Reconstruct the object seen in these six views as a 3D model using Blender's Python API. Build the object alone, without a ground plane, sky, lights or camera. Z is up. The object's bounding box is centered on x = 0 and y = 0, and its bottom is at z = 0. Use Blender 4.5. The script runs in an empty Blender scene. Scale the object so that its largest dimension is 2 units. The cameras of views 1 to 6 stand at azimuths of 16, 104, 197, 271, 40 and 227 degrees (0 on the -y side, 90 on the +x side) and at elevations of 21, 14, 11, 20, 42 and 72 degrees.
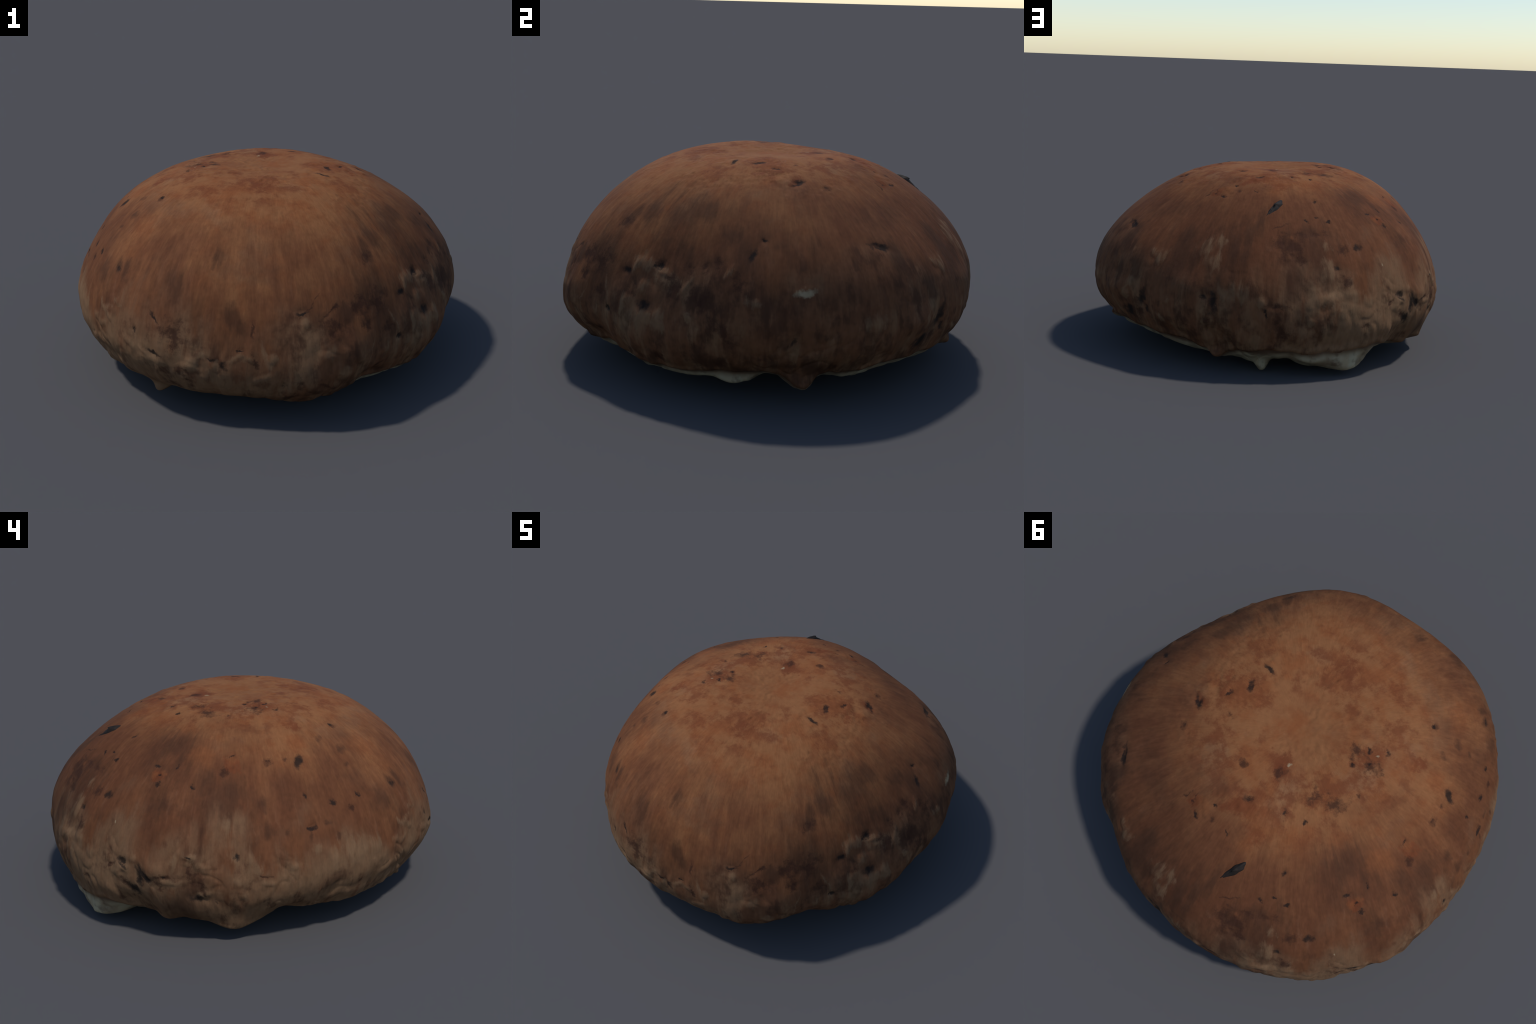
"""A chestnut (cremini) mushroom lying cap up: domed brown cap with a wavy,
inrolled hem, pale veil under the hem, gills and a cut stem underneath."""
import bpy, bmesh, math
import numpy as np
from mathutils import Vector, Matrix, noise

noise.seed_set(7)
RNG = np.random.default_rng(11)
HEART = np.array([0.0, 0.0, 0.42])        # middle of the cap, level with its girth


# ----------------------------------------------------------------------------
# SHAPE OF THE CAP
# The cap is lofted through cross-sections taken on cones around the heart.
# Each one is a mean radius (m) with a few waves round the axis:
# (waves per turn, height in mm, phase in degrees).
# ----------------------------------------------------------------------------
def section(mean, *waves):
    return mean, waves


CROSS_SECTIONS = {
    90: section(0.551),
    78: section(0.568, (1, 3.4, 103), (2, 2.7, -58)),
    66: section(0.610, (1, 4.6, 126), (2, 5.0, -69), (3, 1.4, 52)),
    54: section(0.666, (1, 7.8, 125), (2, 4.6, -103), (3, 3.8, 36)),
    44: section(0.719, (1, 12.0, 124), (2, 5.3, -136), (3, 4.8, 23), (4, 2.0, -92), (5, 1.5, -129)),
    36: section(0.764, (1, 13.5, 126), (2, 6.5, -161), (3, 5.3, -3), (4, 3.9, -92), (5, 2.9, -130), (7, 1.8, 35)),
    28: section(0.813, (1, 12.8, 134), (2, 8.8, -179), (3, 7.5, -47), (4, 4.3, -104), (5, 6.1, -125), (7, 3.2, 14)),
    20: section(0.867, (1, 9.8, 164), (2, 12.0, 179), (3, 13.7, -77), (4, 4.9, -144), (5, 10.2, -121), (6, 2.4, 119), (7, 4.6, -3)),
    12: section(0.922, (1, 11.8, -136), (2, 14.6, -170), (3, 19.6, -87), (4, 7.1, -161), (5, 12.6, -113), (6, 2.2, 100), (7, 5.2, -1), (9, 1.5, -104), (11, 1.7, -29)),
    4: section(0.967, (1, 16.0, -109), (2, 14.6, -164), (3, 19.8, -89), (4, 8.1, -155), (5, 11.7, -105), (6, 1.6, -4), (7, 5.7, 15), (8, 3.3, 104), (9, 2.4, -111), (11, 1.8, -53), (12, 1.7, -170)),
    -3: section(0.993, (1, 14.0, -104), (2, 12.2, 172), (3, 17.6, -86), (4, 7.8, -153), (5, 7.3, -103), (6, 2.4, -27), (7, 5.5, 35), (8, 5.1, 107), (9, 2.5, -133), (10, 2.5, -119), (11, 2.3, -78), (12, 2.2, -161)),
    -9: section(0.996, (1, 12.9, -122), (2, 17.0, 137), (3, 15.9, -81), (4, 7.2, -165), (5, 2.2, -91), (6, 2.3, 19), (7, 4.7, 81), (8, 6.3, 91), (9, 3.9, -152), (10, 2.4, -132), (11, 3.0, -84), (12, 2.4, -147), (13, 1.4, 80)),
    -14: section(0.970, (1, 17.3, -142), (2, 24.8, 126), (3, 12.3, -70), (4, 7.4, 180), (5, 1.4, 61), (6, 4.2, 43), (7, 7.0, 128), (8, 7.8, 74), (9, 5.8, -150), (10, 1.7, -167), (11, 3.2, -80), (12, 2.2, -130), (13, 1.6, 95)),
    -18: section(0.930, (1, 21.5, -150), (2, 29.5, 124), (3, 7.3, -48), (4, 7.4, 174), (5, 3.2, 91), (6, 5.7, 40), (7, 9.9, 148), (8, 9.0, 65), (9, 7.1, -145), (10, 1.7, 145), (11, 3.0, -72), (12, 2.0, -112), (13, 1.8, 103)),
    -22: section(0.874, (1, 22.6, -153), (2, 30.8, 123), (3, 5.2, 26), (4, 6.7, 176), (5, 4.7, 116), (6, 6.6, 30), (7, 11.8, 160), (8, 9.4, 61), (9, 7.6, -137), (10, 2.1, 118), (11, 2.6, -60), (12, 1.8, -94), (13, 1.8, 107)),
    -26: section(0.804, (1, 19.1, -153), (2, 28.1, 122), (3, 9.8, 68), (4, 5.4, -174), (5, 6.2, 135), (6, 6.5, 18), (7, 11.8, 170), (8, 8.6, 59), (9, 7.0, -129), (10, 2.3, 107), (11, 2.1, -44), (12, 1.6, -78), (13, 1.7, 110)),
    -30: section(0.725, (1, 12.5, -152), (2, 21.8, 122), (3, 12.7, 80), (4, 4.1, -155), (5, 7.0, 146), (6, 5.6, 7), (7, 9.9, 179), (8, 6.9, 60), (9, 5.5, -119), (10, 2.0, 104), (11, 1.6, -28)),
    -34: section(0.644, (1, 5.4, -148), (2, 13.8, 121), (3, 11.9, 85), (4, 3.2, -135), (5, 6.4, 153), (6, 4.2, -2), (7, 7.0, -170), (8, 4.8, 63), (9, 3.8, -106)),
    -38: section(0.568, (2, 6.0, 119), (3, 8.6, 88), (4, 2.4, -121), (5, 4.7, 157), (6, 2.5, -8), (7, 4.3, -158), (8, 2.8, 69)),
}


def _spline(xs, ys):
    """Natural cubic spline through the section values."""
    n = len(xs)
    h = np.diff(xs)
    A = np.eye(n)
    rhs = np.zeros((n,) + ys.shape[1:])
    for i in range(1, n - 1):
        A[i, i - 1], A[i, i], A[i, i + 1] = h[i - 1], 2 * (h[i - 1] + h[i]), h[i]
        rhs[i] = 6 * ((ys[i + 1] - ys[i]) / h[i] - (ys[i] - ys[i - 1]) / h[i - 1])
    m = np.linalg.solve(A, rhs)

    def at(x):
        x = np.clip(np.asarray(x, float), xs[0], xs[-1])
        i = np.clip(np.searchsorted(xs, x) - 1, 0, n - 2)
        a, b = (xs[i + 1] - x), (x - xs[i])
        hi = h[i]
        ex = (slice(None),) * x.ndim + (None,) * (ys.ndim - 1)
        a, b, hi = a[ex], b[ex], hi[ex]
        return (m[i] * a ** 3 + m[i + 1] * b ** 3) / (6 * hi) + (ys[i] / hi - m[i] * hi / 6) * a + (ys[i + 1] / hi - m[i + 1] * hi / 6) * b
    return at


ORDERS = 30
_levels = np.array(sorted(CROSS_SECTIONS), float)
_table = np.zeros((len(_levels), 2 * ORDERS))
for _row, _level in zip(_table, _levels):
    _mean, _waves = CROSS_SECTIONS[int(_level)]
    _row[0] = _mean
    for _k, _mm, _phase in _waves:
        _row[2 * _k] = _mm / 1000 * math.cos(math.radians(_phase))
        _row[2 * _k + 1] = -_mm / 1000 * math.sin(math.radians(_phase))
_profile = _spline(_levels, _table)


def cap_radius(azimuth, elevation):
    """Distance of the skin from the heart; both angles in degrees, arrays."""
    az = np.radians(np.asarray(azimuth, float))
    c = _profile(np.asarray(elevation, float))
    r = c[..., 0].copy()
    for k in range(1, ORDERS):
        r += c[..., 2 * k] * np.cos(k * az) + c[..., 2 * k + 1] * np.sin(k * az)
    return r


def directions(azimuth, elevation):
    a, e = np.radians(azimuth), np.radians(elevation)
    return np.stack([np.cos(a) * np.cos(e), np.sin(a) * np.cos(e), np.sin(e)], -1)


def skin_point(azimuth, elevation):
    a, e = np.asarray(azimuth, float), np.asarray(elevation, float)
    return HEART + directions(a, e) * cap_radius(a, e)[..., None]


def skin_frame(azimuth, elevation, tilt):
    """Point on the skin with axes along, across and out of the surface."""
    p = skin_point(azimuth, elevation)
    de = skin_point(azimuth, min(elevation + 1, 89.9)) - skin_point(azimuth, elevation - 1)
    da = skin_point(azimuth + 1, elevation) - skin_point(azimuth - 1, elevation)
    n = np.cross(da, de)
    n /= np.linalg.norm(n)
    east = da / np.linalg.norm(da)
    north = np.cross(n, east)
    t = math.radians(tilt)
    along = math.cos(t) * east + math.sin(t) * north
    return p, along, np.cross(n, along), n


# ----------------------------------------------------------------------------
# BLEMISHES of the skin: kind -> (azimuth, elevation, length mm, width mm, tilt)
# ----------------------------------------------------------------------------
def spots(**regions):
    """All spots of one kind, listed by the part of the cap they sit on."""
    return [spot for region in regions.values() for spot in region]


BLEMISHES = {
    "pit": spots(
        crown=[
            (-15, 58, 81, 21, -88), (4, 59, 61, 27, 39), (27, 43, 85, 25, 30), (25, 44, 26, 21, 60), (17, 54, 42, 17, -22),
            (-173, 65, 30, 29, 20), (-166, 59, 28, 27, -11), (-153, 62, 26, 25, -10), (-150, 55, 24, 23, -31), (-130, 40, 23, 19, -60),
            (97, 53, 37, 36, 7), (122, 54, 39, 17, 88), (82, 36, 36, 16, -13), (99, 40, 34, 14, -39), (127, 35, 30, 29, 87),
            (86, 43, 22, 20, 44), (77, 38, 26, 23, 53), (174, 55, 25, 25, -12), (136, 51, 22, 22, -16), (178, 33, 35, 13, 49),
            (27, 44, 56, 27, -11),
        ],
        east_flank=[
            (47, 17, 109, 29, -15), (9, 16, 74, 33, 75), (-30, 7, 52, 36, -12), (-21, 0, 80, 51, -11), (-19, 10, 38, 32, -58),
            (-20, 10, 26, 22, -13), (12, 20, 26, 23, -77), (58, -10, 95, 82, 60), (20, -5, 67, 25, 67),
        ],
        north_flank=[
            (130, 24, 35, 19, 26), (121, 25, 19, 17, 84), (125, 27, 17, 16, 85), (128, 9, 46, 33, 86), (137, 15, 48, 40, -88),
            (149, -1, 79, 21, -31), (65, -4, 125, 57, 59), (91, -2, 118, 46, 89), (88, 0, 37, 35, 12), (67, -7, 60, 33, -45),
            (106, -4, 54, 18, -69), (149, 0, 41, 32, -7), (128, 2, 21, 20, 10),
        ],
        west_flank=[
            (-139, 15, 40, 22, -70), (-156, 29, 72, 40, 58), (-157, 18, 32, 20, -69), (-157, 9, 48, 27, 43), (-149, 15, 37, 22, -70),
            (151, 27, 37, 20, 4), (153, 24, 22, 21, -78), (154, 21, 23, 21, -79), (166, 22, 29, 26, -67), (158, 28, 18, 17, -69),
            (-180, 3, 33, 33, 67), (-158, 9, 34, 17, 32), (-124, 14, 45, 30, -56), (156, -3, 117, 31, -50), (152, -8, 83, 51, -36),
            (175, -10, 41, 21, -60), (167, 3, 35, 12, -27), (161, -3, 23, 21, 45), (154, -4, 102, 45, -85), (170, -9, 89, 34, -17),
        ],
        south_flank=[
            (-105, 5, 71, 15, -42), (-89, -4, 56, 15, -25), (-86, -6, 46, 43, 68), (-81, -1, 32, 11, 17), (-105, -4, 92, 18, -16),
            (-111, 1, 21, 16, 24), (-65, 9, 58, 16, 5), (-34, -4, 43, 31, -25), (-70, -11, 40, 29, -90), (-35, -4, 30, 21, 16),
        ],
    ),
    "oxblood": spots(
        crown=[
            (158, 56, 79, 78, 19), (-164, 58, 70, 68, -16), (145, 60, 68, 67, 70), (-158, 66, 54, 52, 7), (108, 68, 47, 45, -64),
            (40, 40, 54, 34, 53), (75, 60, 35, 34, 4), (35, 58, 32, 30, 42), (72, 37, 68, 11, 83), (89, 40, 27, 25, 47),
            (76, 40, 60, 10, -74),
        ],
        east_flank=[
            (2, -3, 143, 63, -55), (-4, 4, 87, 80, -3), (-13, 6, 104, 63, -12), (2, -13, 98, 54, 75), (-15, -13, 84, 55, 55),
            (6, 9, 67, 63, -40), (-19, 11, 60, 51, -16), (-26, 3, 62, 35, -71), (0, 13, 47, 43, -39), (-9, 11, 43, 37, -20),
            (-4, 12, 36, 32, -30),
        ],
        north_flank=[
            (114, 16, 114, 101, 65), (111, -9, 131, 85, -64), (111, 17, 85, 70, 82), (120, 20, 182, 31, -1), (115, 12, 110, 37, -42),
            (130, 5, 60, 56, 18), (131, 14, 60, 51, 46), (64, -9, 68, 40, 31), (109, -2, 95, 25, -1), (82, -8, 53, 44, 44),
            (123, 20, 84, 26, -8), (89, -7, 43, 38, 49), (117, 11, 41, 38, 57), (136, -8, 41, 33, -26), (145, -2, 67, 15, 38),
            (110, 23, 91, 10, 25),
        ],
        west_flank=[
            (150, -7, 70, 48, -22), (171, -5, 86, 36, -75), (161, -3, 146, 21, 8), (168, -1, 120, 23, 89), (158, -4, 66, 41, -15),
            (176, 27, 47, 42, -83), (-168, 30, 33, 29, 73), (160, -6, 47, 17, 5), (-143, 12, 30, 26, 7), (-161, 30, 29, 26, 57),
            (176, 26, 38, 17, -51), (-172, -3, 61, 10, -12),
        ],
        south_flank=[
            (-99, 2, 110, 102, 28), (-41, 8, 106, 81, -10), (-56, 4, 115, 67, -15), (-47, 8, 96, 80, -6), (-43, -12, 144, 30, 4),
            (-96, -8, 73, 57, 61), (-38, 0, 64, 47, -20), (-40, 20, 61, 47, 13), (-59, -12, 124, 23, -37), (-46, 3, 64, 43, 8),
            (-66, -10, 58, 45, -83), (-57, 8, 122, 13, 27), (-37, 0, 42, 30, 10), (-77, -4, 92, 13, -74), (-62, 11, 108, 9, 43),
            (-78, 4, 72, 9, 86),
        ],
    ),
    "umber": spots(
        crown=[
            (153, 34, 212, 203, -69), (-136, 30, 44, 34, 25), (-142, 36, 38, 29, 37), (-130, 39, 42, 25, -17),
        ],
        east_flank=[
            (-15, 16, 213, 116, -26), (51, 12, 139, 87, 69), (7, 15, 170, 89, -80), (-11, 29, 191, 112, 1), (-20, 25, 283, 224, -32),
            (1, 21, 111, 97, -53),
        ],
        north_flank=[
            (80, 13, 329, 240, 69), (95, 14, 296, 214, 72), (121, 12, 308, 236, 84), (60, 4, 200, 76, 72), (115, 6, 153, 96, 84),
            (118, 20, 194, 115, 1), (112, 17, 142, 78, 6), (115, 11, 94, 52, 10),
        ],
        west_flank=[
            (175, 20, 208, 164, -66), (160, 15, 67, 53, -77), (155, 14, 75, 59, -82), (-172, 17, 64, 43, -70), (-179, 16, 51, 36, -69),
            (-124, 14, 80, 38, -71), (-144, 27, 23, 19, 30), (-138, 24, 30, 24, 22), (-131, 12, 142, 110, -2), (-170, 9, 53, 52, 19),
            (-165, 8, 35, 35, 7), (-152, 9, 25, 23, 4), (-149, 5, 29, 26, -14), (-158, 6, 47, 16, 76), (-152, -7, 170, 54, 18),
            (-170, -13, 55, 31, -73), (164, -14, 484, 238, 71),
        ],
        south_flank=[
            (-120, 14, 91, 40, -72), (-101, 14, 204, 77, -76), (-90, 24, 94, 50, -76), (-31, 25, 210, 91, 11), (-39, 21, 77, 58, 14),
            (-53, 7, 76, 68, -5), (-82, 6, 175, 67, -45), (-42, 12, 201, 140, -2), (-42, 6, 132, 93, 4),
        ],
    ),
    "rust": spots(
        crown=[
            (-159, 61, 140, 136, -10), (100, 50, 300, 84, 26), (97, 71, 129, 124, -57), (12, 55, 197, 175, 58), (-79, 57, 171, 153, -67),
            (110, 44, 102, 101, 49), (26, 44, 71, 59, 60), (-150, 44, 89, 81, -53), (78, 38, 91, 80, 52),
        ],
        west_flank=[
            (153, 24, 75, 69, -78), (178, 29, 106, 92, -65),
        ],
    ),
    "orange": spots(
        crown=[
            (6, 56, 58, 51, 60), (103, 53, 29, 29, 0), (179, 31, 47, 41, -65), (82, 40, 88, 80, 49), (108, 40, 104, 101, 57),
            (109, 50, 147, 145, 18), (-92, 52, 149, 129, -63), (-68, 53, 96, 83, -76), (-78, 63, 76, 70, -64), (-27, 58, 120, 106, 77),
            (17, 56, 168, 151, 54), (81, 63, 174, 169, -18), (-142, 52, 134, 126, -41), (-156, 53, 303, 186, 66), (165, 32, 160, 131, -65),
        ],
        north_flank=[
            (114, 18, 36, 30, 83),
        ],
        west_flank=[
            (151, 24, 42, 39, -80), (154, 25, 37, 34, -77),
        ],
    ),
    "pale": spots(
        east_flank=[
            (-23, -4, 112, 74, -21), (-16, 7, 100, 62, -11), (-24, 10, 94, 61, -8), (40, -1, 73, 64, -22), (-16, -4, 92, 50, -20),
            (-23, 4, 67, 55, -2), (-20, -3, 67, 55, 6), (-29, -7, 73, 48, -30), (21, -8, 66, 53, -79), (-28, -2, 88, 34, 78),
            (-26, 0, 63, 44, -16), (-18, 9, 91, 27, -12), (-27, 9, 75, 32, 82), (-16, -2, 50, 44, 4), (59, 0, 130, 15, 80),
            (-9, 6, 74, 22, 58), (58, -4, 48, 33, 20), (3, 11, 65, 23, 67), (8, 4, 39, 38, -12), (11, 4, 38, 38, -14),
            (-7, -1, 54, 26, -19),
        ],
        north_flank=[
            (96, 1, 117, 113, 14), (120, 0, 153, 73, 86), (127, 1, 239, 41, 6), (86, 14, 135, 71, 43), (123, 0, 130, 57, 3),
            (89, 10, 87, 76, -36), (132, 1, 77, 71, 3), (125, 9, 82, 59, 85), (125, 7, 67, 63, 39), (129, -2, 67, 63, -1),
            (131, 4, 83, 48, 89), (70, 9, 81, 49, 71), (126, -2, 80, 48, 90), (132, -3, 61, 56, -6), (137, -1, 60, 51, -3),
            (60, 0, 61, 46, 9), (148, -2, 58, 48, 27), (128, -4, 53, 51, -11), (67, 10, 59, 45, -19), (105, -1, 50, 50, 43),
            (76, -3, 53, 44, 15), (126, 16, 51, 44, 57), (73, -9, 72, 29, -25), (119, -6, 44, 43, -51), (147, -4, 50, 37, -14),
            (88, -8, 44, 38, 50),
        ],
        west_flank=[
            (-151, 0, 118, 106, -27), (-145, 0, 115, 96, -26), (-138, 0, 95, 73, -24), (-175, 0, 119, 45, -75), (177, 11, 87, 53, -72),
            (-124, 2, 122, 34, -29), (171, -8, 112, 33, 21), (163, -4, 117, 29, 3), (179, 3, 91, 35, -76), (168, 3, 81, 31, -9),
            (-126, -2, 67, 37, 24), (-157, 3, 49, 47, -20), (170, 1, 78, 29, 77), (-179, -4, 49, 46, -83), (-129, -1, 55, 37, -24),
            (164, 2, 84, 23, 67), (167, 2, 71, 27, -79), (-178, -8, 46, 40, -83), (150, -2, 49, 37, -10), (157, -5, 125, 14, -77),
            (-171, -5, 62, 27, -6), (152, 1, 46, 35, -6), (-123, 3, 51, 31, 20), (172, 0, 40, 39, 83), (157, -3, 45, 30, -12),
            (-164, -1, 37, 35, -42),
        ],
        south_flank=[
            (-59, -2, 72, 67, -40), (-54, -8, 77, 57, -50), (-105, -6, 121, 36, -5), (-76, -9, 102, 38, 27), (-94, -5, 62, 57, 56),
            (-113, -3, 89, 39, -23), (-75, -2, 93, 26, -69), (-79, -3, 78, 26, -30), (-40, -6, 54, 35, -35), (-82, -3, 71, 26, 38),
            (-73, -3, 41, 40, 75), (-64, 6, 40, 40, -1), (-39, -5, 86, 18, -86), (-36, 1, 106, 14, -68), (-45, -2, 158, 9, 77),
            (-92, -3, 38, 36, 53), (-119, 6, 47, 28, -15), (-108, -4, 65, 20, -33), (-88, -6, 37, 34, 67),
        ],
    ),
    "cream": spots(
        crown=[
            (-156, 58, 21, 20, -20), (111, 72, 23, 23, -69),
        ],
        east_flank=[
            (23, 7, 106, 44, 13),
        ],
        north_flank=[
            (144, 9, 19, 13, -85),
        ],
        west_flank=[
            (165, 4, 21, 21, 42),
        ],
    ),
}


# torn tags of veil and drips hanging from the hem: azimuth and elevation of the tip,
# half width round the hem and half height (degrees), distance of the tip from the heart (m)
HEM_TAGS = {
    "torn_tooth": (23.5, -20.5, 4.6, 3.6, 0.955),
    "wide_drip": (5.0, -22.5, 6.0, 3.0, 0.880),
    "pointed_tag": (105.7, -27.0, 2.4, 3.6, 0.905),
    "veil_flap": (101.5, -26.0, 4.0, 2.8, 0.872),
    "brown_knob": (90.5, -20.3, 2.8, 2.3, 0.968),
    "small_nub": (-110.5, -22.4, 2.4, 2.4, 0.925),
}


HEM_LINE = {0: -18, 28: -18.5, 50: -14.5, 68: -15.8, 82: -17, 90: -20, 98: -17.5, 106: -17.0, 124: -15.8, 141: -14.6, 160: -19.5,
            180: -22, 205: -19.5, 228: -17, 250: -22, 290: -24, 306: -19, 318: -17, 340: -18}

# lobes (positive) and notches (negative) of the wavy hem: azimuth, elevation,
# half width and half height in degrees, push along the ray from the heart (m)
SCALLOPS = {
    "west_lobe": (180, -22, 7.0, 4.0, 0.048),
    "flank_lobe": (158.5, -19, 3.4, 4.2, 0.034),
    "bulging_lobe": (134, -22.2, 7.5, 3.4, 0.064),
    "north_lobe": (121, -25.5, 4.0, 2.8, 0.022),
    "fold": (144, -22, 2.6, 4.5, -0.036),
    "west_notch": (195, -19.5, 4.5, 4.0, -0.024),
    "north_notch": (115, -24, 2.6, 3.0, -0.016),
    "east_hem": (-6, -22, 9.0, 3.0, 0.026),
    "north_skirt": (121, -19.5, 6.0, 2.6, 0.026),
    "tooth_hem": (40, -20.5, 8.0, 2.8, 0.018),
    "south_hem": (-65, -22, 13.0, 2.4, 0.016),
}

# shallow hollows and swellings of the wall above the hem, same columns
WALL = {
    "east_hollow": (2, -7, 6, 4, -0.011), "tooth_hollow": (22, -6, 6, 4, -0.013), "east_tuck": (45, -11.5, 9, 4, -0.012),
    "tooth_tuck": (33, -14, 4, 3.5, -0.004), "north_hollow": (63, -7, 7, 4, -0.010), "knob_tuck": (77, -13, 6, 3.5, -0.010),
    "east_swell": (54, -3, 5, 3, 0.020), "knob_hollow": (92, -12, 6, 4.2, -0.020), "north_swell": (82, 2, 5, 4, 0.013),
    "far_swell": (97, 3, 12, 5, 0.004), "lobe_tuck": (129, -13, 8, 5, -0.027), "fold_tuck": (152, -12.5, 5, 4, -0.027),
    "west_tuck": (171, -9.5, 7, 5, -0.015), "west_swell": (158, -1, 4, 3, 0.018), "shoulder_dip": (154, 15, 5, 4, -0.010),
    "sunny_tuck": (-131, -11.5, 22, 3.5, -0.012), "south_crease": (-43, -15, 5.5, 3.6, -0.032), "south_swell": (-50, -3, 5, 5, 0.018),
    "side_swell": (-31, 0, 5, 5, 0.012), "front_tuck": (-102, -13, 9, 3, -0.004), "west_girth": (150, 2, 6, 5, 0.010),
}


def hem_elevation(az):
    """Where brown skin ends and pale veil begins, as an elevation in degrees."""
    at = sorted(HEM_LINE)
    x = np.array([at[-1] - 360] + at + [at[0] + 360], float)
    y = np.array([HEM_LINE[at[-1]]] + [HEM_LINE[k] for k in at] + [HEM_LINE[at[0]]], float)
    a = np.radians(az)
    return np.interp(np.asarray(az, float) % 360, x, y) + 0.5 * np.sin(11 * a) + 0.35 * np.sin(23 * a + 2) + 0.25 * np.sin(41 * a + 1)


# ----------------------------------------------------------------------------
# MESH
# ----------------------------------------------------------------------------
AROUND = 720
RINGS = np.concatenate([np.linspace(89.3, 40, 100), np.linspace(39.6, -16, 150)[0:], np.linspace(-16.25, -38, 90)])


def build_shell():
    az = np.arange(AROUND) * 360.0 / AROUND
    A, E = np.meshgrid(az, RINGS)
    D = directions(A, E)
    R = cap_radius(A, E)
    # fine relief: fibres running down the slope, and puckers on the girth band
    fibre = np.zeros_like(R)
    pucker = np.zeros_like(R)
    scab = np.zeros_like(R)             # small bumps and flakes round the dip of the crown
    for i in range(A.shape[0]):
        e = E[i, 0]
        band = max(0.0, min(1.0, (12 - e) / 25)) * max(0.0, min(1.0, (e + 36) / 14))
        side = max(0.0, min(1.0, (62 - e) / 40))
        for j in range(AROUND):
            d = D[i, j]
            ca, sa = math.cos(math.radians(A[i, j])), math.sin(math.radians(A[i, j]))
            if e > 30:
                q = Vector(d[k] * R[i, j] for k in range(3))
                g = noise.noise(q * 7 + Vector((9, 2, 4)))
                if g > -0.1:
                    scab[i, j] = min(1, (g + 0.1) * 3) * min(1, (e - 30) / 12) * (noise.noise(q * 24) + 0.7 * noise.noise(q * 55))
            if side > 0:
                fibre[i, j] = side * noise.noise(Vector((ca * 22, sa * 22, e * 0.05)))
            if band > 0:
                v = Vector((ca * 9, sa * 9, e * 0.11))
                w = noise.noise(v * 0.8 + Vector((5, 5, 5)))
                fold = max(0.0, 1.0 - 2.3 * abs(noise.noise(v * 1.35 + Vector((3 + w, 1, 2 * w)))))   # sharp crease lines
                torn = max(0.0, min(1.0, 0.60 + 2.2 * noise.noise(Vector((ca * 2.2, sa * 2.2, e * 0.02 + 4)))))
                lump = noise.noise(v * 0.8 + Vector((w, w, w))) + 0.45 * noise.noise(v * 1.7 + Vector((2 * w, 7, w)))
                pucker[i, j] = band * (1.2 * lump + torn * (0.45 * noise.noise(v * 3.3) - 1.0 * fold * fold + 1.1 * noise.noise(Vector((ca * 20, sa * 20, e * 0.05)))))
    R = R + 0.0014 * fibre + 0.0070 * pucker + 0.0036 * scab + hem_tags(A, E) + blemish_relief(A, E, D)
    P = HEART + D * R[..., None]
    return P, A, E


def hem_tags(A, E):
    """Outward bulge of the wall that makes the tags and drips of the hem."""
    out = np.zeros(A.shape)
    for az, el, half, tall, tip in HEM_TAGS.values():
        pull = tip - float(cap_radius(az, el))
        da = (A - az + 180) % 360 - 180
        out += pull * np.exp(-np.abs(da / half) ** 2.4 - np.abs((E - el) / tall) ** 2.0)
    for az, el, half, tall, push in (*SCALLOPS.values(), *WALL.values()):
        da = (A - az + 180) % 360 - 180
        out += push * np.exp(-np.abs(da / half) ** 2.4 - np.abs((E - el) / tall) ** 2.0)
    # the skin ends in a rounded edge that stands a little proud of the veil
    over = E - hem_elevation(A)
    out += 0.006 * np.exp(-((over - 0.9) / 1.1) ** 2) - 0.005 * np.exp(-((over + 1.2) / 1.3) ** 2)
    return out


def blemish_relief(A, E, D):
    """Dents under the pits and dark scars, raised flakes under the pale scabs."""
    out = np.zeros(A.shape)
    grain = np.random.default_rng(3)
    for kind, height, edge in (("pit", -0.0065, 1.6), ("oxblood", -0.0030, 1.5), ("pale", 0.0045, 3.4), ("cream", 0.003, 3.0), ("orange", 0.0016, 2.0)):
        for az, el, length, width, tilt in BLEMISHES.get(kind, []):
            p, along, across, n = skin_frame(az, el, tilt)
            reach = math.degrees(0.85 * length / 1000) + 1.5
            rows = np.where(np.abs(E[:, 0] - el) < reach)[0]
            if not len(rows):
                continue
            rows = slice(rows[0], rows[-1] + 1)
            q = HEART + D[rows] * np.linalg.norm(p - HEART) - p
            a = q @ along / (length / 2000)
            b = q @ across / (width / 2000)
            size = min(1.0, (width / 30.0)) * (0.6 if el > 25 and kind != "pit" else 1.0) * grain.uniform(0.6, 1.3)
            out[rows] += height * size * np.exp(-(a * a + b * b) ** (edge / 2)) * (D[rows] @ n > 0)
    return out


def make_object(name, verts, faces, material, parent=None, smooth=True):
    me = bpy.data.meshes.new(name)
    me.from_pydata([tuple(v) for v in verts], [], [tuple(f) for f in faces])
    me.update()
    if smooth:
        me.polygons.foreach_set("use_smooth", [True] * len(me.polygons))
    me.materials.append(material)
    ob = bpy.data.objects.new(name, me)
    bpy.context.scene.collection.objects.link(ob)
    ob.parent = parent
    return ob


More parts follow.
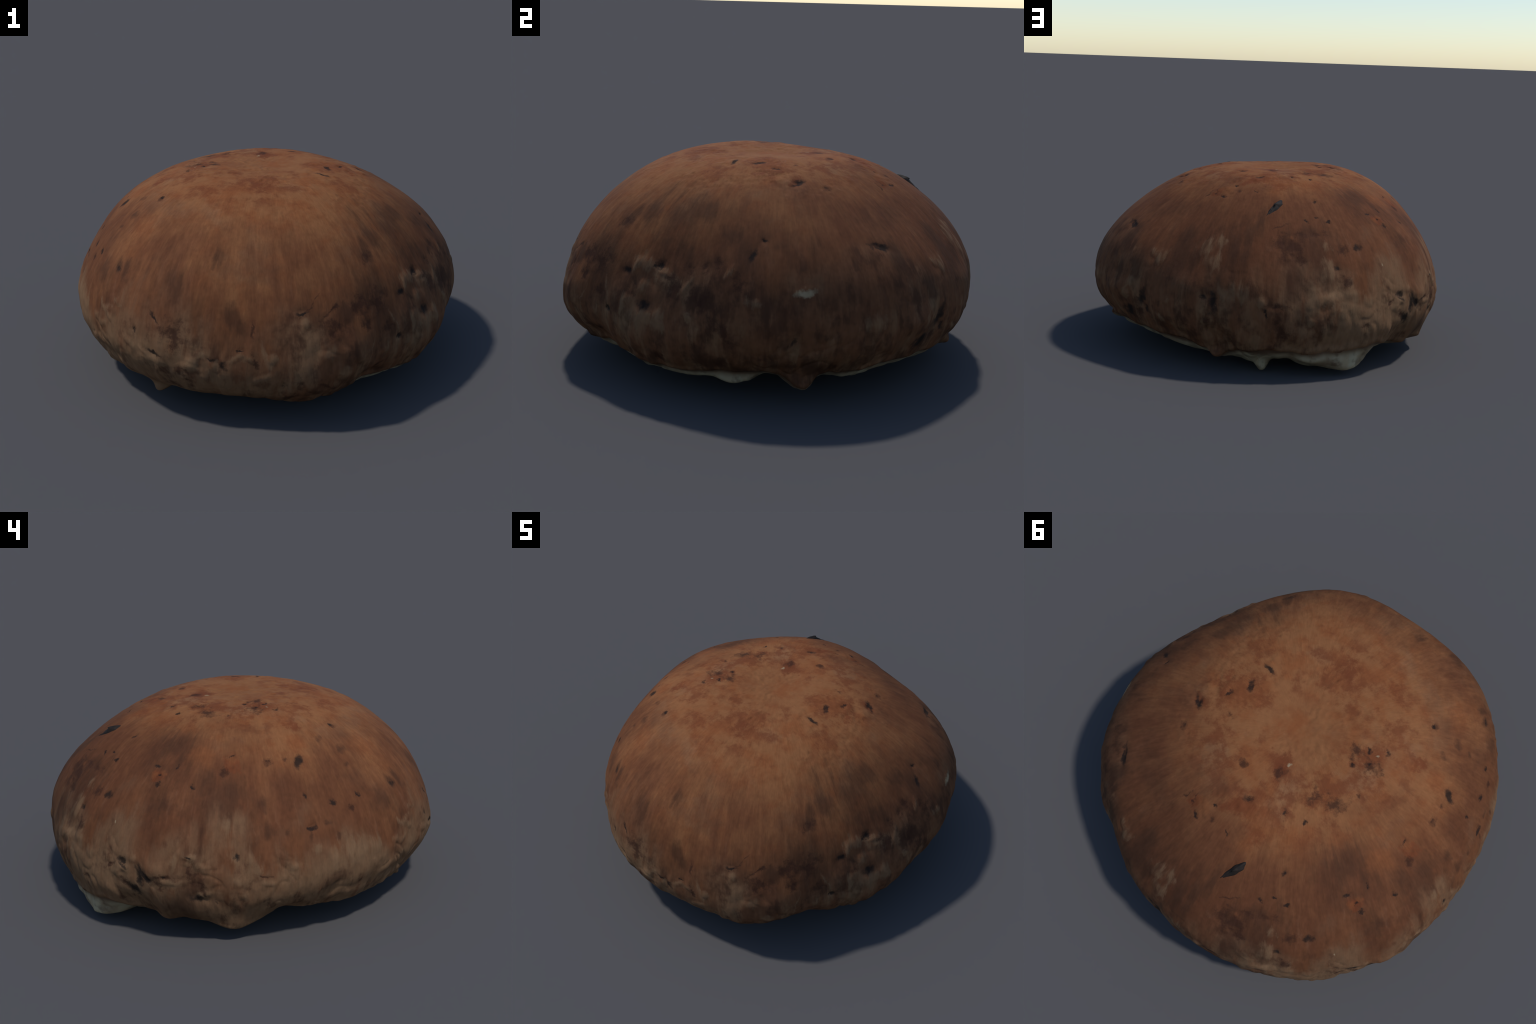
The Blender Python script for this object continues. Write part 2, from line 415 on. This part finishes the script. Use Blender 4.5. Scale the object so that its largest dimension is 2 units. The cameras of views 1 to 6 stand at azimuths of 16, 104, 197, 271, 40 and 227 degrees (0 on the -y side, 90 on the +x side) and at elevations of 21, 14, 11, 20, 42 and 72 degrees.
def grid_normals(P, pole):
    """Area weighted vertex normals of the whole body."""
    up = np.vstack([np.broadcast_to(pole, (1,) + P.shape[1:]), P[:-1]])
    down = np.vstack([P[1:], P[-1:]])
    n = np.cross(np.roll(P, -1, 1) - np.roll(P, 1, 1), up - down)
    return n / np.maximum(np.linalg.norm(n, axis=-1, keepdims=True), 1e-12)


def split_body(P, A, E, parent, skin_mats, veil_mat):
    rows, cols = A.shape
    pole = skin_point(0.0, 90.0)
    N = grid_normals(P, pole)
    verts = np.vstack([pole[None], P.reshape(-1, 3)])
    norms = np.vstack([[[0, 0, 1.0]], N.reshape(-1, 3)])
    j = np.arange(cols)
    k = (j + 1) % cols
    groups = {"cap": [(0, 1 + a, 1 + b) for a, b in zip(j, k)], "veil": []}
    for i in range(rows - 1):
        mid = 0.5 * (E[i] + E[i + 1])
        is_skin = mid > hem_elevation(A[i])
        for a, b, s in zip(j, k, is_skin):
            groups["cap" if s else "veil"].append((1 + i * cols + a, 1 + (i + 1) * cols + a, 1 + (i + 1) * cols + b, 1 + i * cols + b))
    face_cell = cell_of(np.array([A[0, f[1] - 1] for f in groups["cap"][:cols]] ), np.full(cols, 89.0)).tolist()
    for f in groups["cap"][cols:]:
        r, c = divmod(f[0] - 1, cols)
        face_cell.append(int(cell_of(A[r, c], E[r, c] - 0.2)))
    made = []
    for name, mat in (("cap", skin_mats[0]), ("veil", veil_mat)):
        faces = groups[name]
        used = np.unique(np.concatenate([np.array(f) for f in faces]))
        index = np.full(len(verts), -1)
        index[used] = np.arange(len(used))
        ob = make_object(name, verts[used], [[int(index[v]) for v in f] for f in faces], mat, parent)
        ob.data.normals_split_custom_set_from_vertices([tuple(n) for n in norms[used]])
        if name == "cap":
            for extra in skin_mats[1:]:
                ob.data.materials.append(extra)
            ob.data.polygons.foreach_set("material_index", face_cell)
        made.append(ob)
    return made


# ----------------------------------------------------------------------------
# MATERIALS
# ----------------------------------------------------------------------------
class Nodes:
    """Small helper for writing shader networks."""

    def __init__(self, name):
        self.mat = bpy.data.materials.new(name)
        self.mat.use_nodes = True
        self.t = self.mat.node_tree
        self.t.nodes.clear()

    def new(self, kind, **props):
        n = self.t.nodes.new(kind)
        for k, v in props.items():
            setattr(n, k, v)
        return n

    def put(self, socket, value):
        if isinstance(value, bpy.types.NodeSocket):
            self.t.links.new(value, socket)
        elif value is not None:
            socket.default_value = value

    def math(self, op, a, b=None, c=None, clamp=False):
        n = self.new("ShaderNodeMath", operation=op, use_clamp=clamp)
        for s, v in zip(n.inputs, (a, b, c)):
            self.put(s, v)
        return n.outputs[0]

    def vec(self, op, a, b=None, scale=None):
        n = self.new("ShaderNodeVectorMath", operation=op)
        self.put(n.inputs[0], a)
        if b is not None:
            self.put(n.inputs[1], b)
        if scale is not None:
            self.put(n.inputs["Scale"], scale)
        return n.outputs["Value"] if op in ("LENGTH", "DOT_PRODUCT") else n.outputs["Vector"]

    def smooth(self, x, lo, hi, to_lo=0.0, to_hi=1.0):
        n = self.new("ShaderNodeMapRange", interpolation_type="SMOOTHSTEP")
        self.put(n.inputs["Value"], x)
        for key, v in (("From Min", lo), ("From Max", hi), ("To Min", to_lo), ("To Max", to_hi)):
            self.put(n.inputs[key], v)
        return n.outputs[0]

    def noise(self, vector, scale, detail=4.0, rough=0.55, distort=0.0, colour=False):
        n = self.new("ShaderNodeTexNoise")
        self.put(n.inputs["Vector"], vector)
        self.put(n.inputs["Scale"], scale)
        self.put(n.inputs["Detail"], detail)
        self.put(n.inputs["Roughness"], rough)
        self.put(n.inputs["Distortion"], distort)
        return n.outputs["Color"] if colour else n.outputs[0]

    def mix(self, fac, a, b):
        n = self.new("ShaderNodeMix", data_type="RGBA")
        self.put(n.inputs["Factor"], fac)
        self.put(n.inputs[6], a if isinstance(a, bpy.types.NodeSocket) else (*a, 1))
        self.put(n.inputs[7], b if isinstance(b, bpy.types.NodeSocket) else (*b, 1))
        return n.outputs[2]

    def finish(self, colour, rough, bump=None, strength=0.3, distance=0.01, spec=0.3):
        b = self.new("ShaderNodeBsdfPrincipled")
        self.put(b.inputs["Base Color"], colour)
        self.put(b.inputs["Roughness"], rough)
        b.inputs["Specular IOR Level"].default_value = spec
        if bump is not None:
            n = self.new("ShaderNodeBump")
            n.inputs["Strength"].default_value = strength
            n.inputs["Distance"].default_value = distance
            self.put(n.inputs["Height"], bump)
            self.put(b.inputs["Normal"], n.outputs[0])
        o = self.new("ShaderNodeOutputMaterial")
        self.t.links.new(b.outputs[0], o.inputs[0])
        return self.mat


TAN = (0.198, 0.083, 0.034)
ORANGE = (0.182, 0.064, 0.024)
PALE_TOP = (0.190, 0.096, 0.048)
RUST = (0.120, 0.036, 0.015)
RED_BROWN = (0.098, 0.037, 0.0175)
UMBER = (0.046, 0.021, 0.0125)
GREY_TAN = (0.172, 0.102, 0.056)
BLACK = (0.012, 0.010, 0.009)
OXBLOOD = (0.038, 0.0165, 0.0105)
CREAM = (0.27, 0.21, 0.13)
VEIL = (0.29, 0.25, 0.165)


def fibre_coordinates(s, pos):
    """Coordinates that stretch a texture down the slope of the cap."""
    d = s.vec("SUBTRACT", pos, tuple(HEART))
    sep = s.new("ShaderNodeSeparateXYZ")
    s.put(sep.inputs[0], d)
    x, y, z = sep.outputs
    rho = s.math("SQRT", s.math("ADD", s.math("MULTIPLY", x, x), s.math("MULTIPLY", y, y)))
    rho_safe = s.math("MAXIMUM", rho, 0.02)
    steep = s.math("ARCTAN2", z, rho)                # elevation, radians
    comb = s.new("ShaderNodeCombineXYZ")
    s.put(comb.inputs[0], s.math("DIVIDE", x, rho_safe))
    s.put(comb.inputs[1], s.math("DIVIDE", y, rho_safe))
    s.put(comb.inputs[2], s.math("MULTIPLY", steep, 0.30))
    return comb.outputs[0], rho, steep


def blemish_mask(s, pos, spots, reach):
    """Nearness to the closest spot: 1 at its heart, 0 at `reach` times its size."""
    total = None
    for az, el, length, width, tilt in spots:
        p, u, v, n = skin_frame(az, el, tilt)
        m = Matrix((u, v, n)).transposed()
        mp = s.new("ShaderNodeMapping", vector_type="TEXTURE")
        mp.inputs["Location"].default_value = tuple(p)
        mp.inputs["Rotation"].default_value = m.to_euler()
        a, b = length / 2000, width / 2000
        mp.inputs["Scale"].default_value = (a, b, max(a, b))
        s.put(mp.inputs["Vector"], pos)
        f = s.vec("LENGTH", mp.outputs[0])
        total = f if total is None else s.math("MINIMUM", total, f)
    return s.smooth(total, reach, 0.0)


CROWN_EDGE, CROWN_CELLS, FLANK_CELLS = 38.0, 5, 16


def skin_cells():
    """Patches of the cap skin (elevation range, azimuth range); each gets the one skin
    material with just the blemishes that reach into it, which keeps the shader light."""
    cells = []
    for k in range(CROWN_CELLS):
        cells.append((CROWN_EDGE, 90.0, 360.0 * k / CROWN_CELLS, 360.0 * (k + 1) / CROWN_CELLS))
    for k in range(FLANK_CELLS):
        cells.append((-90.0, CROWN_EDGE, 360.0 * k / FLANK_CELLS, 360.0 * (k + 1) / FLANK_CELLS))
    return cells


def cell_of(az, el):
    az = az % 360
    return np.where(el > CROWN_EDGE, (az * CROWN_CELLS / 360).astype(int), CROWN_CELLS + (az * FLANK_CELLS / 360).astype(int))


def spots_in_cell(kind, cell):
    low, high, left, right = cell
    found = []
    for spot in BLEMISHES.get(kind, []):
        az, el, length, width, tilt = spot
        reach = math.degrees(0.85 * length / 1000 / float(cap_radius(az, el))) + 2.5
        side = reach / max(math.cos(math.radians(min(abs(el) + reach, 85))), 0.09)
        off = abs((az - 0.5 * (left + right) + 180) % 360 - 180)
        if low - reach < el < high + reach and off < 0.5 * (right - left) + side:
            found.append(spot)
    return found


def skin_material(cell):
    s = Nodes("mushroom_skin")
    pos = s.new("ShaderNodeTexCoord").outputs["Object"]
    fib, rho, steep = fibre_coordinates(s, pos)
    broad = s.noise(pos, 2.6, 3, 0.5)
    mottle = s.noise(pos, 9.0, 5, 0.6)
    grain = s.noise(pos, 42.0, 4, 0.6)
    streak = s.noise(fib, 14.0, 4, 0.6, 0.3)
    hair = s.noise(fib, 55.0, 3, 0.6)

    strands = s.noise(fib, 20.0, 4, 0.65, 0.6)

    # elevation warped so that colour zones end in ragged, streaky edges; the tan
    # crown reaches further down on the south side
    d = s.vec("SUBTRACT", pos, tuple(HEART))
    lean = s.vec("DOT_PRODUCT", d, (0.10, -0.24, 0.0))
    rag = s.math("MULTIPLY", s.math("SUBTRACT", streak, 0.5), s.smooth(rho, 0.40, 0.95, 0.05, 0.55))
    wob = s.math("ADD", s.math("MULTIPLY", s.math("SUBTRACT", broad, 0.5), 1.1), rag)
    e = s.math("ADD", s.math("ADD", steep, lean), wob)

    patch = s.noise(pos, 4.2, 4, 0.6)
    crown = s.mix(s.smooth(mottle, 0.42, 0.68), TAN, ORANGE)
    crown = s.mix(s.math("MULTIPLY", s.smooth(patch, 0.52, 0.68), 0.6), crown, PALE_TOP)
    ring = s.math("MULTIPLY", s.smooth(rho, 0.10, 0.26), s.smooth(rho, 0.66, 0.40))
    rusty = s.smooth(s.math("ADD", s.math("MULTIPLY", s.noise(pos, 12.0, 5, 0.68), 0.7), s.math("MULTIPLY", patch, 0.3)), 0.45, 0.60)
    crown = s.mix(s.math("MULTIPLY", s.math("MULTIPLY", rusty, 0.75), s.smooth(ring, 0.0, 1.0, 0.35, 1.0)), crown, RUST)
    slope = s.mix(s.smooth(streak, 0.38, 0.68), RED_BROWN, tuple(0.8 * a + 0.2 * b for a, b in zip(RED_BROWN, TAN)))
    slope = s.mix(s.math("MULTIPLY", s.smooth(patch, 0.50, 0.70), 0.40), slope, UMBER)
    slope = s.mix(s.math("MULTIPLY", s.smooth(s.noise(fib, 7.0, 4, 0.65), 0.52, 0.72), 0.5), slope, UMBER)
    slope = s.mix(s.math("MULTIPLY", s.smooth(strands, 0.55, 0.75), s.smooth(rho, 0.70, 0.95, 0.15, 0.55)), slope, (0.150, 0.068, 0.036))
    lighter = s.math("MULTIPLY", s.smooth(s.noise(fib, 9.0, 4, 0.6), 0.48, 0.66), s.smooth(e, -0.05, 0.45))
    slope = s.mix(s.math("MULTIPLY", lighter, 0.5), slope, (0.150, 0.060, 0.027))
    bleached = s.smooth(s.math("ADD", s.vec("DOT_PRODUCT", d, (-0.55, -0.16, 0.0)), s.math("MULTIPLY", s.math("SUBTRACT", patch, 0.5), 1.2)), -0.25, 0.40)
    girth = s.mix(s.smooth(s.math("ADD", streak, s.math("MULTIPLY", bleached, 0.22)), 0.42, 0.72), tuple(0.85 * a + 0.15 * b for a, b in zip(RED_BROWN, GREY_TAN)), tuple(0.25 * a + 0.75 * b for a, b in zip(RED_BROWN, GREY_TAN)))
    girth = s.mix(s.math("MULTIPLY", s.smooth(s.math("SUBTRACT", s.math("ADD", s.math("MULTIPLY", mottle, 0.6), s.math("MULTIPLY", strands, 0.4)), s.math("MULTIPLY", bleached, 0.07)), 0.44, 0.60), 0.85), girth, UMBER)

    col = s.mix(s.smooth(e, 0.30, 0.92), slope, crown)
    col = s.mix(s.smooth(s.math("ADD", steep, wob), 0.24, -0.10), col, girth)
    # blemishes: nearness broken up by noise, so their outlines are ragged
    warp = s.noise(pos, 15.0, 4, 0.65, colour=True)
    fray = s.vec("SCALE", s.vec("SUBTRACT", warp, (0.5, 0.5, 0.5)), scale=0.075)
    frayed = s.vec("ADD", pos, fray)
    speckle = s.noise(pos, 26.0, 4, 0.6)
    # kind: tint, reach, texture that breaks it up, how much, threshold, strength
    paint = {
        "rust": (RUST, 1.9, s.noise(pos, 19.0, 5, 0.7), 2.6, (0.35, 0.95), 0.85),
        "orange": (ORANGE, 2.2, mottle, 1.6, (0.30, 1.20), 0.5),
        "umber": (UMBER, 2.5, streak, 2.8, (0.20, 1.25), 0.70),
        "pale": (GREY_TAN, 2.4, strands, 3.0, (0.30, 1.20), 0.58),
        "cream": (CREAM, 1.8, speckle, 1.0, (0.25, 1.0), 0.8),
        "oxblood": (OXBLOOD, 2.5, s.noise(pos, 22.0, 5, 0.7), 3.2, (0.28, 1.25), 0.85),
        "pit": (BLACK, 2.0, speckle, 1.3, (0.22, 0.95), 0.88),
    }
    for kind, (tint, reach, texture, rough, (lo, hi), strength) in paint.items():
        spots = spots_in_cell(kind, cell)
        if spots:
            near = blemish_mask(s, frayed, spots, reach)
            ragged = s.math("ADD", near, s.math("MULTIPLY", s.math("SUBTRACT", texture, 0.5), s.math("MULTIPLY", rough, s.smooth(near, 0.0, 0.25))))
            col = s.mix(s.math("MULTIPLY", s.smooth(ragged, lo, hi), strength), col, tint)
    # fine fibres and grain
    tone = s.math("ADD", s.math("MULTIPLY", s.math("SUBTRACT", hair, 0.5), s.smooth(rho, 0.3, 0.8, 0.25, 0.6)), s.math("MULTIPLY", s.math("SUBTRACT", grain, 0.5), 0.35))
    hsv = s.new("ShaderNodeHueSaturation")
    s.put(hsv.inputs["Value"], s.math("ADD", tone, 1.0))
    s.put(hsv.inputs["Color"], col)
    bump = s.math("ADD", hair, s.math("MULTIPLY", grain, 0.6))
    return s.finish(hsv.outputs[0], 0.8, bump, 0.25, 0.006, 0.05)


def veil_material():
    s = Nodes("veil_tissue")
    pos = s.new("ShaderNodeTexCoord").outputs["Object"]
    fib, rho, steep = fibre_coordinates(s, pos)
    streak = s.noise(fib, 18.0, 4, 0.6, 0.4)
    blot = s.noise(pos, 5.0, 4, 0.6)
    # how far below the end of the skin, in degrees: the brown fades out over this edge
    sep = s.new("ShaderNodeSeparateXYZ")
    s.put(sep.inputs[0], pos)
    turn = s.math("FRACT", s.math("DIVIDE", s.math("ARCTAN2", sep.outputs[1], sep.outputs[0]), 2 * math.pi))
    curve = s.new("ShaderNodeFloatCurve")
    points = curve.mapping.curves[0].points
    line = [(az / 360, -hem / 40) for az, hem in sorted(HEM_LINE.items())] + [(1.0, -HEM_LINE[0] / 40)]
    points[0].location, points[1].location = line[0], line[-1]
    for xy in line[1:-1]:
        points.new(*xy)
    curve.mapping.update()
    s.put(curve.inputs["Value"], turn)
    below = s.math("SUBTRACT", s.math("MULTIPLY", steep, -180 / math.pi), s.math("MULTIPLY", curve.outputs[0], 40.0))
    edge = s.math("ADD", below, s.math("MULTIPLY", s.math("SUBTRACT", blot, 0.5), 5.0))
    col = s.mix(s.smooth(streak, 0.35, 0.7), VEIL, CREAM)
    col = s.mix(s.math("MULTIPLY", s.smooth(blot, 0.44, 0.66), 0.7), col, (0.125, 0.078, 0.043))
    col = s.mix(s.math("MULTIPLY", s.smooth(s.noise(pos, 16.0, 4, 0.6), 0.5, 0.7), 0.6), col, UMBER)
    col = s.mix(s.smooth(edge, 3.0, 0.0), col, (0.10, 0.058, 0.034))
    return s.finish(col, 0.7, streak, 0.2, 0.006, 0.2)


def plain_material(name, tint, dark, scale):
    s = Nodes(name)
    pos = s.new("ShaderNodeTexCoord").outputs["Object"]
    n = s.noise(pos, scale, 4, 0.6)
    return s.finish(s.mix(s.smooth(n, 0.35, 0.65), tint, dark), 0.7, n, 0.3, 0.006, 0.2)


# ----------------------------------------------------------------------------
# UNDERSIDE: gills inside the hem and the cut stem
# ----------------------------------------------------------------------------
def build_underside(P, parent):
    inner = P[-1]
    cols = len(inner)
    # a soft lip turning up from the veil into the gill chamber
    verts, faces = [], []
    steps = 10
    for i in range(steps + 1):
        t = i / steps
        for p in inner:
            q = p.copy()
            q[:2] *= 1 - 0.10 * t
            q[2] = p[2] + (0.17 - p[2]) * t * t + 0.004 * math.sin(t * math.pi)
            verts.append(q)
    for i in range(steps):
        for a in range(cols):
            b = (a + 1) % cols
            faces.append((i * cols + a, (i + 1) * cols + a, (i + 1) * cols + b, i * cols + b))
    make_object("veil_lip", verts, faces, plain_material("veil_lip_tissue", VEIL, CREAM, 8), parent)
    # gills: radial folds, each a thin wedge hanging from the chamber roof
    n, verts, faces = 130, [], []
    for g in range(n):
        a0 = 2 * math.pi * g / n
        w = 0.35 * math.pi / n
        ro, ri = 0.90 * np.hypot(*inner[int(g * cols / n)][:2]) + 0.01, 0.20
        base = len(verts)
        for r in np.linspace(ri, ro, 6):
            hang = 0.055 * (1 - 0.5 * (r - ri) / (ro - ri))
            for da, z in ((-w, 0.19), (w, 0.19), (0.25 * w, 0.19 - hang), (-0.25 * w, 0.19 - hang)):
                a = a0 + da
                verts.append((r * math.cos(a), r * math.sin(a), z))
        for i in range(5):
            for k in range(4):
                m = (k + 1) % 4
                faces.append((base + 4 * i + k, base + 4 * i + m, base + 4 * i + 4 + m, base + 4 * i + 4 + k))
    ob = make_object("gills", verts, faces, plain_material("gill_tissue", (0.13, 0.075, 0.05), (0.075, 0.04, 0.028), 10), parent, False)
    ob["kind"] = "stuff"
    # chamber roof
    verts = [(0, 0, 0.185)] + [(0.93 * p[0], 0.93 * p[1], 0.185) for p in inner]
    faces = [(0, 1 + (a + 1) % cols, 1 + a) for a in range(cols)]
    make_object("cap_flesh", verts, faces, plain_material("cap_flesh_tissue", CREAM, VEIL, 6), parent)
    # stem stump
    prof = [(0.0, STEM_FOOT), (0.15, STEM_FOOT), (0.178, STEM_FOOT + 0.006), (0.19, STEM_FOOT + 0.022), (0.195, 0.07), (0.205, 0.12), (0.225, 0.19)]
    seg, verts, faces = 96, [], []
    for r, z in prof[1:]:
        for k in range(seg):
            a = 2 * math.pi * k / seg
            wob = 1 + 0.03 * math.sin(3 * a + 1) + 0.02 * math.sin(7 * a)
            verts.append((r * wob * math.cos(a), r * wob * math.sin(a), z))
    for i in range(len(prof) - 2):
        for k in range(seg):
            m = (k + 1) % seg
            faces.append((i * seg + k, i * seg + m, (i + 1) * seg + m, (i + 1) * seg + k))
    verts.append((0, 0, STEM_FOOT + 0.004))
    faces += [(len(verts) - 1, (k + 1) % seg, k) for k in range(seg)]
    make_object("stem", verts, faces, plain_material("stem_tissue", (0.30, 0.235, 0.15), (0.20, 0.14, 0.085), 9), parent)


STEM_FOOT = 0.004


def main():
    root = bpy.data.objects.new("mushroom", None)
    bpy.context.scene.collection.objects.link(root)
    root["label"] = "domed brown cremini mushroom cap with wavy pale hem"
    root["category"] = "mushroom"
    P, A, E = build_shell()
    split_body(P, A, E, root, [skin_material(c) for c in skin_cells()], veil_material())
    build_underside(P, root)
    extra_parts(root)


def extra_parts(root):
    """The dark torn flake of skin that stands up from the shoulder of the cap."""
    az, el, length, width, tilt = FLAKE
    p, along, across, n = skin_frame(az, el, tilt)
    seg, rows, verts, faces = 40, 14, [], []
    for i in range(rows + 1):
        t = i / rows                          # 0 at the buried rim, 1 at the middle of the ridge
        for k in range(seg):
            a = 2 * math.pi * k / seg
            u, v = math.cos(a), math.sin(a)
            pinch = 0.62 + 0.38 * u           # blunt at one end, pointed at the other
            rag = 1 + 0.10 * math.sin(3 * a + 1) + 0.07 * math.sin(7 * a)
            rise = math.sin(0.5 * math.pi * t) ** 0.8
            q = p + along * (length / 2000 * u * (1 - t) * rag + 0.010 * t) + across * (width / 2000 * v * (1 - t) * rag * pinch + 0.006 * t)
            q = q + n * (-0.006 + 0.025 * rise * (0.75 + 0.25 * u))
            q = q + n * 0.0015 * noise.noise(Vector(q) * 60)
            verts.append(q)
    for i in range(rows):
        for k in range(seg):
            m = (k + 1) % seg
            faces.append((i * seg + k, i * seg + m, (i + 1) * seg + m, (i + 1) * seg + k))
    faces.append(tuple(rows * seg + k for k in range(seg)))
    make_object("skin_flake", verts, faces, plain_material("dried_skin", (0.010, 0.0075, 0.006), (0.017, 0.011, 0.008), 30), root)


FLAKE = (108, 30.4, 150, 64, 56)


main()
